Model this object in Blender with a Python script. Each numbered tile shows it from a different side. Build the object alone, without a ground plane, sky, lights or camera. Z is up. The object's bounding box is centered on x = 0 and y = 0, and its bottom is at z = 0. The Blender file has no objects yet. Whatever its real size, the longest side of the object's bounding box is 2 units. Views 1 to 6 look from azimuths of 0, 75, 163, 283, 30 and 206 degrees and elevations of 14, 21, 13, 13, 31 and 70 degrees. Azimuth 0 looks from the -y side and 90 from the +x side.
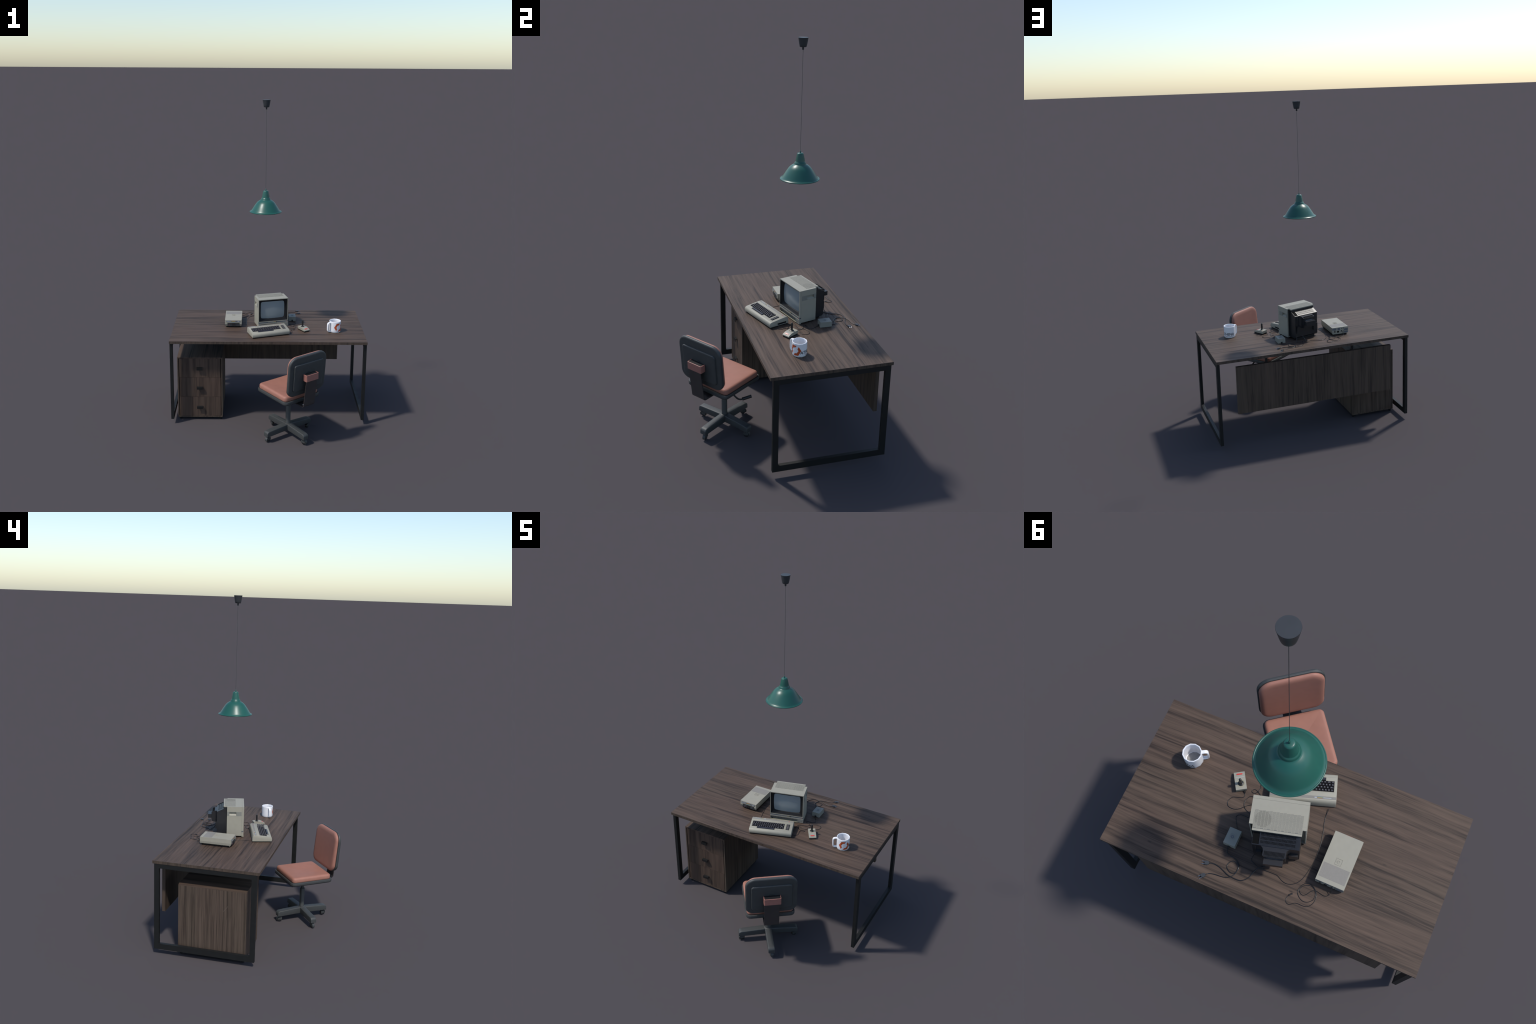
# A home-computer workplace: desk, drawer cabinet, swivel chair, pendant lamp,
# monitor, keyboard computer, disk drive, power supply, joystick and mug.
import bpy, bmesh, math, random
from mathutils import Vector, Matrix

random.seed(7)
COL = bpy.context.scene.collection
DESK_Z = 0.5582

# ------------------------------------------------------------------ materials
def new_mat(name):
    m = bpy.data.materials.new(name)
    m.use_nodes = True
    nt = m.node_tree
    bsdf = nt.nodes["Principled BSDF"]
    return m, nt, bsdf

def plain(name, color, rough=0.5, vary=0.06, scale=60.0, spec=0.5, metal=0.0, bump=0.0, coat=0.0):
    """Solid stuff with a faint procedural mottling and optional fine grain."""
    m, nt, b = new_mat(name)
    tc = nt.nodes.new("ShaderNodeTexCoord")
    n = nt.nodes.new("ShaderNodeTexNoise")
    n.inputs["Scale"].default_value = scale
    n.inputs["Detail"].default_value = 4.0
    nt.links.new(tc.outputs["Object"], n.inputs["Vector"])
    r = nt.nodes.new("ShaderNodeValToRGB")
    e = r.color_ramp.elements
    e[0].position, e[1].position = 0.3, 0.7
    e[0].color = (*[c * (1 - vary) for c in color], 1)
    e[1].color = (*[min(1, c * (1 + vary)) for c in color], 1)
    nt.links.new(n.outputs["Fac"], r.inputs["Fac"])
    nt.links.new(r.outputs["Color"], b.inputs["Base Color"])
    b.inputs["Roughness"].default_value = rough
    b.inputs["Specular IOR Level"].default_value = spec
    b.inputs["Metallic"].default_value = metal
    b.inputs["Coat Weight"].default_value = coat
    if bump:
        n2 = nt.nodes.new("ShaderNodeTexNoise")
        n2.inputs["Scale"].default_value = 900.0
        nt.links.new(tc.outputs["Object"], n2.inputs["Vector"])
        bp = nt.nodes.new("ShaderNodeBump")
        bp.inputs["Strength"].default_value = bump
        bp.inputs["Distance"].default_value = 0.001
        nt.links.new(n2.outputs["Fac"], bp.inputs["Height"])
        nt.links.new(bp.outputs["Normal"], b.inputs["Normal"])
    return m

def wood(name, grain, width=1.0, light=(0.104, 0.0700, 0.0520), dark=(0.024, 0.0160, 0.0125), wave=0.6,
         seed=0.0, knots=(), fine=0.45):
    """Walnut veneer: long streaks along the axis `grain` (0 x, 1 y, 2 z)."""
    m, nt, b = new_mat(name)
    N, L = nt.nodes.new, nt.links.new
    tc = N("ShaderNodeTexCoord")
    # slow sideways drift of the streaks
    mp0 = N("ShaderNodeMapping")
    mp0.inputs["Location"].default_value = (seed, seed * 1.7, seed * 0.6)
    s0 = [5.0] * 3; s0[grain] = 3.0
    mp0.inputs["Scale"].default_value = s0
    L(tc.outputs["Object"], mp0.inputs["Vector"])
    drift = N("ShaderNodeTexNoise"); drift.inputs["Scale"].default_value = 1.0; drift.inputs["Detail"].default_value = 2.0
    L(mp0.outputs["Vector"], drift.inputs["Vector"])
    sub = N("ShaderNodeVectorMath"); sub.operation = "SUBTRACT"; sub.inputs[1].default_value = (0.5, 0.5, 0.5)
    L(drift.outputs["Color"], sub.inputs[0])
    mul = N("ShaderNodeVectorMath"); mul.operation = "SCALE"; mul.inputs["Scale"].default_value = 0.035 * wave
    L(sub.outputs["Vector"], mul.inputs[0])
    add = N("ShaderNodeVectorMath"); add.operation = "ADD"
    L(tc.outputs["Object"], add.inputs[0]); L(mul.outputs["Vector"], add.inputs[1])

    def streak(across, along, detail, off):
        mp = N("ShaderNodeMapping")
        s = [across / width] * 3; s[grain] = along
        mp.inputs["Scale"].default_value = s
        mp.inputs["Location"].default_value = (seed + off, seed * 2 + off, off)
        L(add.outputs["Vector"], mp.inputs["Vector"])
        n = N("ShaderNodeTexNoise"); n.inputs["Scale"].default_value = 1.0
        n.inputs["Detail"].default_value = detail; n.inputs["Roughness"].default_value = 0.6
        L(mp.outputs["Vector"], n.inputs["Vector"])
        return n.outputs["Fac"]

    broad = streak(46.0, 1.7, 6.0, 3.1)
    thin = streak(190.0, 3.2, 3.0, 9.7)
    tone = streak(7.0, 1.2, 2.0, 5.3)
    mx = N("ShaderNodeMath"); mx.operation = "MULTIPLY_ADD"
    L(thin, mx.inputs[0]); mx.inputs[1].default_value = fine; L(broad, mx.inputs[2])
    nrm = N("ShaderNodeMath"); nrm.operation = "MULTIPLY"; nrm.inputs[1].default_value = 1 / (1 + fine)
    L(mx.outputs[0], nrm.inputs[0])
    ramp = N("ShaderNodeValToRGB")
    e = ramp.color_ramp.elements
    e[0].position, e[0].color = 0.38, (*dark, 1)
    e[1].position, e[1].color = 0.63, (*light, 1)
    mid = ramp.color_ramp.elements.new(0.49)
    mid.color = (*[d + (l - d) * 0.58 for d, l in zip(dark, light)], 1)
    L(nrm.outputs[0], ramp.inputs["Fac"])
    # patches that lean to olive and to red
    hue = N("ShaderNodeValToRGB")
    he = hue.color_ramp.elements
    he[0].position, he[0].color = 0.35, (0.98, 0.99, 0.95, 1)
    he[1].position, he[1].color = 0.65, (1.02, 0.99, 0.965, 1)
    L(tone, hue.inputs["Fac"])
    mc = N("ShaderNodeMix"); mc.data_type = "RGBA"; mc.blend_type = "MULTIPLY"; mc.inputs["Factor"].default_value = 1.0
    L(ramp.outputs["Color"], mc.inputs["A"]); L(hue.outputs["Color"], mc.inputs["B"])
    color = mc.outputs["Result"]
    for k in knots:                      # small dark knots, stretched with the grain
        mp = N("ShaderNodeMapping"); mp.vector_type = "POINT"
        s = [1 / 0.0045] * 3; s[grain] = 1 / 0.011
        mp.inputs["Scale"].default_value = s
        mp.inputs["Location"].default_value = [-a * c for a, c in zip(k, s)]
        L(add.outputs["Vector"], mp.inputs["Vector"])
        g = N("ShaderNodeTexGradient"); g.gradient_type = "SPHERICAL"
        L(mp.outputs["Vector"], g.inputs["Vector"])
        mk = N("ShaderNodeMix"); mk.data_type = "RGBA"
        L(g.outputs["Fac"], mk.inputs["Factor"]); L(color, mk.inputs["A"])
        mk.inputs["B"].default_value = (0.018, 0.013, 0.011, 1)
        color = mk.outputs["Result"]
    L(color, b.inputs["Base Color"])
    b.inputs["Roughness"].default_value = 0.6
    b.inputs["Specular IOR Level"].default_value = 0.3
    bp = N("ShaderNodeBump"); bp.inputs["Strength"].default_value = 0.08; bp.inputs["Distance"].default_value = 0.0008
    L(nrm.outputs[0], bp.inputs["Height"]); L(bp.outputs["Normal"], b.inputs["Normal"])
    return m

def keycap_mat(name, color, legend):
    """Dark keycap with a pale printed legend in the middle of its top."""
    m, nt, b = new_mat(name)
    N, L = nt.nodes.new, nt.links.new
    tc = N("ShaderNodeTexCoord"); geo = N("ShaderNodeObjectInfo")
    sep = N("ShaderNodeSeparateXYZ"); L(tc.outputs["Generated"], sep.inputs[0])
    def band(sock, c, h):
        a = N("ShaderNodeMath"); a.operation = "SUBTRACT"; L(sock, a.inputs[0]); a.inputs[1].default_value = c
        a2 = N("ShaderNodeMath"); a2.operation = "ABSOLUTE"; L(a.outputs[0], a2.inputs[0])
        a3 = N("ShaderNodeMath"); a3.operation = "LESS_THAN"; L(a2.outputs[0], a3.inputs[0]); a3.inputs[1].default_value = h
        return a3.outputs[0]
    bx, by, bz = band(sep.outputs[0], .5, .17), band(sep.outputs[1], .5, .2), band(sep.outputs[2], 1.0, .06)
    m1 = N("ShaderNodeMath"); m1.operation = "MULTIPLY"; L(bx, m1.inputs[0]); L(by, m1.inputs[1])
    m2 = N("ShaderNodeMath"); m2.operation = "MULTIPLY"; L(m1.outputs[0], m2.inputs[0]); L(bz, m2.inputs[1])
    ad = N("ShaderNodeVectorMath"); L(tc.outputs["Generated"], ad.inputs[0])
    cm = N("ShaderNodeCombineXYZ"); sc = N("ShaderNodeMath"); sc.operation = "MULTIPLY"; sc.inputs[1].default_value = 37.0
    L(geo.outputs["Random"], sc.inputs[0]); L(sc.outputs[0], cm.inputs[0]); L(cm.outputs[0], ad.inputs[1])
    n = N("ShaderNodeTexNoise"); n.inputs["Scale"].default_value = 9.0; n.inputs["Detail"].default_value = 0.0
    L(ad.outputs[0], n.inputs["Vector"])
    gt = N("ShaderNodeMath"); gt.operation = "GREATER_THAN"; gt.inputs[1].default_value = 0.46; L(n.outputs["Fac"], gt.inputs[0])
    m3 = N("ShaderNodeMath"); m3.operation = "MULTIPLY"; L(m2.outputs[0], m3.inputs[0]); L(gt.outputs[0], m3.inputs[1])
    mx = N("ShaderNodeMix"); mx.data_type = "RGBA"
    mx.inputs["A"].default_value = (*color, 1); mx.inputs["B"].default_value = (*legend, 1)
    L(m3.outputs[0], mx.inputs["Factor"]); L(mx.outputs["Result"], b.inputs["Base Color"])
    b.inputs["Roughness"].default_value = 0.6
    b.inputs["Specular IOR Level"].default_value = 0.3
    return m

TABLE_KNOTS = ((-0.374, 0.155, 0.558), (-0.107, 0.374, 0.558), (0.437, 0.411, 0.558))
M_TOP = wood("walnut_tabletop", 0, 1.0, wave=0.5, knots=TABLE_KNOTS)
M_EDGE_X = wood("walnut_edge_band", 2, 1.1, seed=2.3, wave=0.3, light=(0.082, 0.060, 0.047), dark=(0.036, 0.026, 0.021))
M_SIDE = wood("walnut_cabinet_side", 2, 0.6, seed=4.1, wave=0.35, light=(0.100, 0.073, 0.057), dark=(0.030, 0.021, 0.016), fine=0.8)
M_PANEL = wood("walnut_panel", 2, 1.0, seed=7.7, wave=0.5, light=(0.090, 0.064, 0.049), dark=(0.034, 0.024, 0.019))
M_DRAWER = [wood("walnut_drawer_%s" % w, 2, 1.3, seed=11.0 + i * 3.7, wave=0.4, light=(0.092, 0.062, 0.047), dark=(0.036, 0.024, 0.019))
            for i, w in enumerate(("upper", "middle", "lower"))]
M_CABTOP = wood("walnut_cabinet_top", 1, 0.9, seed=15.0, wave=0.4)
M_FRAME = plain("black_powder_coat", (0.0085, 0.0090, 0.0090), 0.55, 0.12, 40, spec=0.35, bump=0.05)
M_GAP = plain("shadow_gap_black", (0.005, 0.005, 0.005), 0.8, 0.05, spec=0.1)
M_CHAIR = plain("grey_chair_plastic", (0.042, 0.045, 0.045), 0.55, 0.08, 70, bump=0.05)
M_CORAL = plain("coral_vinyl", (0.315, 0.143, 0.105), 0.55, 0.04, 35, spec=0.35, bump=0.04)
M_CORALP = plain("coral_plastic", (0.30, 0.130, 0.105), 0.55, 0.05, 60, spec=0.35)
M_STRAP = plain("dark_steel_strap", (0.034, 0.029, 0.029), 0.45, 0.12, 50)
M_BLACK = plain("black_plastic", (0.012, 0.012, 0.013), 0.4, 0.1, 80)
M_CHROME = plain("bright_steel", (0.45, 0.45, 0.46), 0.25, 0.05, 80, metal=1.0)
M_LAMP = plain("green_enamel", (0.0130, 0.089, 0.068), 0.36, 0.03, 30)
M_CANOPY = plain("dark_canopy_plastic", (0.034, 0.037, 0.041), 0.42, 0.05, 60)
M_CORD = plain("grey_cord", (0.045, 0.045, 0.045), 0.6, 0.1, 60)
M_CREAM = plain("cream_plastic", (0.302, 0.285, 0.230), 0.5, 0.025, 45, spec=0.35, bump=0.03)
M_CREAM_W = plain("warm_cream_plastic", (0.33, 0.31, 0.22), 0.5, 0.03, 45, spec=0.35)
M_TAUPE = plain("grey_beige_label", (0.225, 0.210, 0.185), 0.5, 0.04, 200, spec=0.3)
M_BAND = plain("grey_side_band", (0.205, 0.205, 0.180), 0.5, 0.03, 90, spec=0.3)
M_SLATE = plain("slate_label", (0.105, 0.115, 0.130), 0.4, 0.06, 150)
M_SILVER = plain("pale_print", (0.40, 0.41, 0.44), 0.4, 0.05, 150)
M_BEZEL = plain("black_screen_bezel", (0.009, 0.009, 0.010), 0.6, 0.12, 90, spec=0.2)
M_GLASS = plain("grey_picture_tube", (0.215, 0.250, 0.262), 0.22, 0.02, 20, spec=0.5, coat=0.3)
M_HOUSE = plain("glossy_black_housing", (0.016, 0.016, 0.018), 0.37, 0.15, 60)
M_SLOT = plain("vent_shadow", (0.040, 0.039, 0.036), 0.7, 0.05, spec=0.2)
M_KEY = keycap_mat("brown_black_keycap", (0.019, 0.017, 0.020), (0.17, 0.17, 0.18))
M_FKEY = keycap_mat("taupe_keycap", (0.060, 0.058, 0.058), (0.16, 0.14, 0.14))
M_RED = plain("red_plastic", (0.60, 0.045, 0.035), 0.3, 0.05, 60)
M_ORANGE = plain("stripe_orange", (0.42, 0.10, 0.045), 0.5, 0.05)
M_YELLOW = plain("stripe_yellow", (0.36, 0.27, 0.06), 0.5, 0.05)
M_GREEN = plain("stripe_green", (0.11, 0.24, 0.10), 0.5, 0.05)
M_BLUE = plain("stripe_blue", (0.08, 0.20, 0.30), 0.5, 0.05)
M_CABLE = plain("black_cable", (0.009, 0.010, 0.012), 0.3, 0.05, 60)
M_PSU = plain("grey_cream_plastic", (0.235, 0.232, 0.195), 0.5, 0.03, 45, spec=0.35)
M_MUG = plain("white_ceramic", (0.76, 0.76, 0.78), 0.18, 0.01, 30)
M_MUGFLOOR = plain("grey_mug_floor", (0.26, 0.25, 0.24), 0.15, 0.1, 90)
M_LOGO = plain("burnt_orange_print", (0.44, 0.075, 0.022), 0.3, 0.04)
M_INK = plain("black_print", (0.012, 0.012, 0.015), 0.35, 0.05)
M_FOOT = plain("matt_black", (0.010, 0.010, 0.010), 0.8, 0.05, spec=0.2)

# ------------------------------------------------------------------ building
def thing(name, label, category, loc, yaw=0.0):
    e = bpy.data.objects.new(name, None)
    e.location = loc
    e.rotation_euler = (0, 0, math.radians(yaw))
    e.empty_display_size = 0.05
    e["label"], e["category"] = label, category
    COL.objects.link(e)
    return e

def put(name, mesh, parent, loc=(0, 0, 0), rot=(0, 0, 0), scale=(1, 1, 1)):
    o = bpy.data.objects.new(name, mesh)
    o.parent = parent
    o.location, o.rotation_euler, o.scale = loc, rot, scale
    COL.objects.link(o)
    return o

def finish(bm, name, mats, smooth=35):
    bmesh.ops.recalc_face_normals(bm, faces=bm.faces[:])
    me = bpy.data.meshes.new(name)
    bm.to_mesh(me); bm.free()
    for m in (mats if isinstance(mats, (list, tuple)) else [mats]):
        me.materials.append(m)
    if smooth:
        for p in me.polygons: p.use_smooth = True
        me.set_sharp_from_angle(angle=math.radians(smooth))
    return me

def add_box(bm, lo, hi, mat=0):
    x0, y0, z0 = lo; x1, y1, z1 = hi
    v = [bm.verts.new(p) for p in ((x0, y0, z0), (x1, y0, z0), (x1, y1, z0), (x0, y1, z0),
                                   (x0, y0, z1), (x1, y0, z1), (x1, y1, z1), (x0, y1, z1))]
    fs = []
    for q in ((3, 2, 1, 0), (4, 5, 6, 7), (0, 1, 5, 4), (1, 2, 6, 5), (2, 3, 7, 6), (3, 0, 4, 7)):
        f = bm.faces.new([v[i] for i in q]); f.material_index = mat; fs.append(f)
    return fs

def bevel_all(bm, w, seg=2, angle=30):
    es = [e for e in bm.edges if len(e.link_faces) == 2 and e.calc_face_angle(0) > math.radians(angle)]
    if w > 0 and es:
        bmesh.ops.bevel(bm, geom=es, offset=w, segments=seg, profile=0.5, affect="EDGES", clamp_overlap=True)

def box_mesh(name, lo, hi, mat, bevel=0.0, seg=2):
    bm = bmesh.new(); add_box(bm, lo, hi); bevel_all(bm, bevel, seg)
    return finish(bm, name, mat)

def box(name, parent, lo, hi, mat, bevel=0.0, seg=2):
    """Part box whose origin sits at its own centre base."""
    c = Vector(((lo[0] + hi[0]) / 2, (lo[1] + hi[1]) / 2, lo[2]))
    l = Vector(lo) - c; h = Vector(hi) - c
    return put(name, box_mesh(name, l, h, mat, bevel, seg), parent, c)

def boxes(name, parent, lst, mat, bevel=0.0, kind=None):
    bm = bmesh.new()
    for lo, hi in lst: add_box(bm, lo, hi)
    bevel_all(bm, bevel, 1)
    o = put(name, finish(bm, name, mat), parent)
    if kind: o["kind"] = kind
    return o

def prism(bm, outline, lo, hi, axis=0, mat=0):
    """Extrude a 2D outline; axis 0: outline is (y, z) along x; 2: outline is (x, y) along z."""
    def P(a, b, t): return (t, a, b) if axis == 0 else ((a, t, b) if axis == 1 else (a, b, t))
    A = [bm.verts.new(P(a, b, lo)) for a, b in outline]
    B = [bm.verts.new(P(a, b, hi)) for a, b in outline]
    n = len(outline)
    fs = [bm.faces.new(A[::-1]), bm.faces.new(B)]
    for i in range(n):
        fs.append(bm.faces.new((A[i], A[(i + 1) % n], B[(i + 1) % n], B[i])))
    for f in fs: f.material_index = mat
    return fs

def prism_part(name, parent, outline, lo, hi, mat, axis=0, bevel=0.0, seg=2, smooth=35):
    bm = bmesh.new(); prism(bm, outline, lo, hi, axis); bevel_all(bm, bevel, seg)
    return put(name, finish(bm, name, mat, smooth), parent)

def loft(bm, rings, cap0=True, cap1=True, closed=True, mat=0):
    R = [[bm.verts.new(p) for p in r] for r in rings]
    n = len(R[0])
    for a, b in zip(R[:-1], R[1:]):
        for i in range(n if closed else n - 1):
            f = bm.faces.new((a[i], a[(i + 1) % n], b[(i + 1) % n], b[i])); f.material_index = mat
    if cap0: bm.faces.new(R[0][::-1]).material_index = mat
    if cap1: bm.faces.new(R[-1]).material_index = mat
    return R

def rounded_rect(x0, x1, y0, y1, r, seg=6):
    """Outline, counter-clockwise; r is one radius or four (x1y1, x0y1, x0y0, x1y0)."""
    rr = r if isinstance(r, (tuple, list)) else (r,) * 4
    pts = []
    for k, (cx, cy, sx, sy) in enumerate(((x1, y1, -1, -1), (x0, y1, 1, -1), (x0, y0, 1, 1), (x1, y0, -1, 1))):
        q = max(rr[k], 1e-5)
        for i in range(seg + 1):
            a = math.pi / 2 * k + math.pi / 2 * i / seg
            pts.append((cx + sx * q + q * math.cos(a), cy + sy * q + q * math.sin(a)))
    return pts

def pillow(name, parent, x0, x1, y0, y1, r, levels, mat, to3d=lambda x, y, z: (x, y, z), seg=8, smooth=60, face0=(), face1=()):
    """Slab with a rounded-rectangle outline; levels is a list of (inset, height)."""
    rr = r if isinstance(r, (tuple, list)) else (r,) * 4
    rings = []
    for inset, z in levels:
        o = rounded_rect(x0 + inset, x1 - inset, y0 + inset, y1 - inset, [max(q - inset, 0.001) for q in rr], seg)
        rings.append([(x, y, z) for x, y in o])
    mx, my = (x0 + x1) / 2, (y0 + y1) / 2
    for s in face1: rings.append([(mx + (x - mx) * s, my + (y - my) * s, rings[-1][0][2]) for x, y, z in rings[len(levels) - 1]])
    first = rings[0]
    for s in face0: rings.insert(0, [(mx + (x - mx) * s, my + (y - my) * s, first[0][2]) for x, y, z in first])
    bm = bmesh.new(); loft(bm, [[to3d(*p) for p in r] for r in rings])
    return put(name, finish(bm, name, mat, smooth), parent)

def quarter(inset0, z0, r, up=True, n=5):
    """Levels of a rounded rim: from (inset0, z0) inwards by r and up (or down) by r."""
    return [(inset0 + r * (1 - math.cos(math.pi / 2 * i / n)), z0 + (1 if up else -1) * r * math.sin(math.pi / 2 * i / n)) for i in range(n + 1)]

def spin(name, parent, profile, mat, seg=48, loc=(0, 0, 0), smooth=40, cap0=True, cap1=True, rot=(0, 0, 0), phase=0.0):
    rings = [[(r * math.cos(phase + 2 * math.pi * i / seg), r * math.sin(phase + 2 * math.pi * i / seg), z) for i in range(seg)] for r, z in profile]
    bm = bmesh.new(); loft(bm, rings, cap0, cap1)
    return put(name, finish(bm, name, mat, smooth), parent, loc, rot)

def catmull(pts, n=6):
    P = [Vector(p) for p in pts]
    P = [P[0] * 2 - P[1]] + P + [P[-1] * 2 - P[-2]]
    out = []
    for i in range(1, len(P) - 2):
        a, b, c, d = P[i - 1:i + 3]
        for k in range(n):
            t = k / n
            out.append(0.5 * ((2 * b) + (c - a) * t + (2 * a - 5 * b + 4 * c - d) * t * t + (3 * b - a - 3 * c + d) * t ** 3))
    out.append(P[-2])
    return out

def tube(name, parent, pts, radius, mat, sides=8, n=5):
    pts = catmull(pts, n) if n > 1 else [Vector(p) for p in pts]
    rings, up = [], Vector((0, 0, 1))
    prev = None
    for i, p in enumerate(pts):
        t = (pts[min(i + 1, len(pts) - 1)] - pts[max(i - 1, 0)]).normalized()
        if prev is None:
            s = t.cross(up) if abs(t.z) < 0.95 else t.cross(Vector((1, 0, 0)))
        else:
            s = prev - t * prev.dot(t)
        s.normalize(); prev = s
        w = s.cross(t)
        rings.append([p + s * radius * math.cos(2 * math.pi * k / sides) + w * radius * math.sin(2 * math.pi * k / sides) for k in range(sides)])
    bm = bmesh.new(); loft(bm, rings)
    return put(name, finish(bm, name, mat, 70), parent)

def cut(obj, cutter_bm):
    """Boolean difference, applied at once."""
    me = bpy.data.meshes.new("cutter"); bmesh.ops.recalc_face_normals(cutter_bm, faces=cutter_bm.faces[:])
    cutter_bm.to_mesh(me); cutter_bm.free()
    c = bpy.data.objects.new("cutter", me); COL.objects.link(c)
    c.matrix_world = Matrix.Identity(4)
    bpy.context.view_layer.update()
    c.matrix_world = obj.matrix_world.copy()
    md = obj.modifiers.new("cut", "BOOLEAN"); md.object = c; md.operation = "DIFFERENCE"; md.solver = "EXACT"
    bpy.context.view_layer.update()
    dg = bpy.context.evaluated_depsgraph_get()
    new = bpy.data.meshes.new_from_object(obj.evaluated_get(dg))
    obj.modifiers.remove(md)
    obj.data = new
    for p in new.polygons: p.use_smooth = True
    new.set_sharp_from_angle(angle=math.radians(30))
    bpy.data.objects.remove(c)

# ------------------------------------------------------------------ desk
desk = thing("office_desk", "dark walnut desk top on two black steel loop frames", "desk", (0, 0.1727, 0))
HX, HY = 0.6100, 0.3050
def table_top():
    bm = bmesh.new()
    fs = add_box(bm, (-HX, -HY, 0.5415 - DESK_Z), (HX, HY, 0.0))
    bevel_all(bm, 0.0008, 1)
    bm.normal_update()
    for f in bm.faces: f.material_index = 0 if abs(f.normal.z) > 0.8 else 1
    me = finish(bm, "table_top", [M_TOP, M_EDGE_X], 0)
    return put("table_top", me, desk, (0, 0, DESK_Z))
# object origin shifted so that knots (given in world coordinates) fall where they should
top = table_top()
for n in M_TOP.node_tree.nodes:
    if n.bl_idname == "ShaderNodeMapping" and abs(n.inputs["Scale"].default_value[0] - 1 / 0.011) < 1e-3:
        s = n.inputs["Scale"].default_value
        l = n.inputs["Location"].default_value
        n.inputs["Location"].default_value = (l[0], l[1] + 0.1727 * s[1], l[2] + DESK_Z * s[2])

def loop_frame():
    """Closed rectangular loop of rectangular steel tube, in the y-z plane."""
    bm = bmesh.new()
    w, t = 0.0091, 0.0285
    y0, y1, z0, z1 = -0.2905, 0.2945, 0.0302, 0.5400
    for s in (-1, 1):
        pass
    outer = [(y0, z0), (y1, z0), (y1, z1), (y0, z1)]
    inner = [(y0 + t, z0 + t + 0.005), (y1 - t, z0 + t + 0.005), (y1 - t, z1 - t + 0.004), (y0 + t, z1 - t + 0.004)]
    V = {}
    for x in (-w, w):
        V[x] = ([bm.verts.new((x, a, b)) for a, b in outer], [bm.verts.new((x, a, b)) for a, b in inner])
    for i in range(4):
        j = (i + 1) % 4
        for x in (-w, w):
            o, q = V[x]
            bm.faces.new((o[i], o[j], q[j], q[i]))
        bm.faces.new((V[-w][0][i], V[-w][0][j], V[w][0][j], V[w][0][i]))
        bm.faces.new((V[-w][1][i], V[-w][1][j], V[w][1][j], V[w][1][i]))
    bevel_all(bm, 0.0012, 1)
    return finish(bm, "leg_frame", M_FRAME)
lf = loop_frame()
put("leg_frame", lf, desk, (-0.5995, 0, 0))
put("leg_frame", lf, desk, (0.5995, 0, 0))
yb = 0.4545 - 0.1727
box("modesty_panel", desk, (-0.4948, yb - 0.0115, 0.2115), (0.4915, yb + 0.0080, 0.5040), M_PANEL, 0.0008, 1)
for x in (-0.247, 0.302):
    box("panel_bracket", desk, (x - 0.006, yb - 0.026, 0.455), (x + 0.006, yb - 0.0128, 0.5412), M_FRAME, 0.001, 1)

# ------------------------------------------------------------------ drawer cabinet
cab = thing("drawer_cabinet", "walnut cabinet with three drawers and black tab handles", "drawer cabinet", (-0.4285, 0.1415, 0))
CX, CY0, CY1, CZ0, CZ1 = 0.1420, -0.1985, 0.1960, 0.0165, 0.4235
T = 0.0072
box("side_panel", cab, (-CX, CY0, CZ0), (-CX + T, CY1, CZ1 - T), M_SIDE, 0.0006, 1)
box("side_panel", cab, (CX - T, CY0, CZ0), (CX, CY1, CZ1 - T), M_SIDE, 0.0006, 1)
box("top_panel", cab, (-CX, CY0, CZ1 - T), (CX, CY1, CZ1), M_CABTOP, 0.0006, 1)
box("bottom_panel", cab, (-CX + T, CY0, CZ0), (CX - T, CY1, CZ0 + T), M_SIDE, 0.0006, 1)
box("back_panel", cab, (-CX + T, CY1 - 0.010, CZ0 + T), (CX - T, CY1 - 0.0008, CZ1 - T), M_SIDE)
box("inner_carcass", cab, (-CX + T, CY0 + 0.012, CZ0 + T), (CX - T, CY1 - 0.012, CZ1 - T), M_GAP)
sc = box("scratch", cab, (-CX - 0.0002, -0.0006, -0.022), (-CX + 0.001, 0.0006, 0.022), plain("pale_scratch", (0.135, 0.110, 0.092), 0.6, 0.05))
sc.location = (-CX + 0.0004, -0.066, 0.293); sc.rotation_euler = (math.radians(38), 0, 0)
heights = [(0.2892, CZ1 - T - 0.0012), (0.1572, 0.2880), (CZ0 + T + 0.0012, 0.1560)]
def handle_mesh():
    bm = bmesh.new()
    add_box(bm, (-0.0185, -0.0140, -0.0078), (0.0185, -0.0112, 0.0078))
    add_box(bm, (-0.0185, -0.0113, 0.0045), (0.0185, 0.0005, 0.0078))
    bevel_all(bm, 0.0006, 1)
    return finish(bm, "handle", M_FOOT)
hm = handle_mesh()
for k, (z0, z1) in enumerate(heights):
    d = box("drawer", cab, (-CX + T + 0.0048, CY0 + 0.0012, z0), (CX - T - 0.0042, CY0 + 0.016, z1), M_DRAWER[k], 0.0005, 1)
    put("handle", hm, d, (-0.0015, -0.0078, (0.3492, 0.2186, 0.0855)[k] - z0))
for x in (-0.127, 0.127):
    for y in (CY0 + 0.016, CY1 - 0.016):
        spin("foot", cab, [(0.0085, 0.0002), (0.0085, CZ0)], M_FOOT, 20, (x, y, 0))

# ------------------------------------------------------------------ swivel chair
CH = (0.124, -0.25)
chair = thing("swivel_chair", "coral padded swivel chair on a grey four-armed base", "office chair", (*CH, 0), 36.7)
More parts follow.
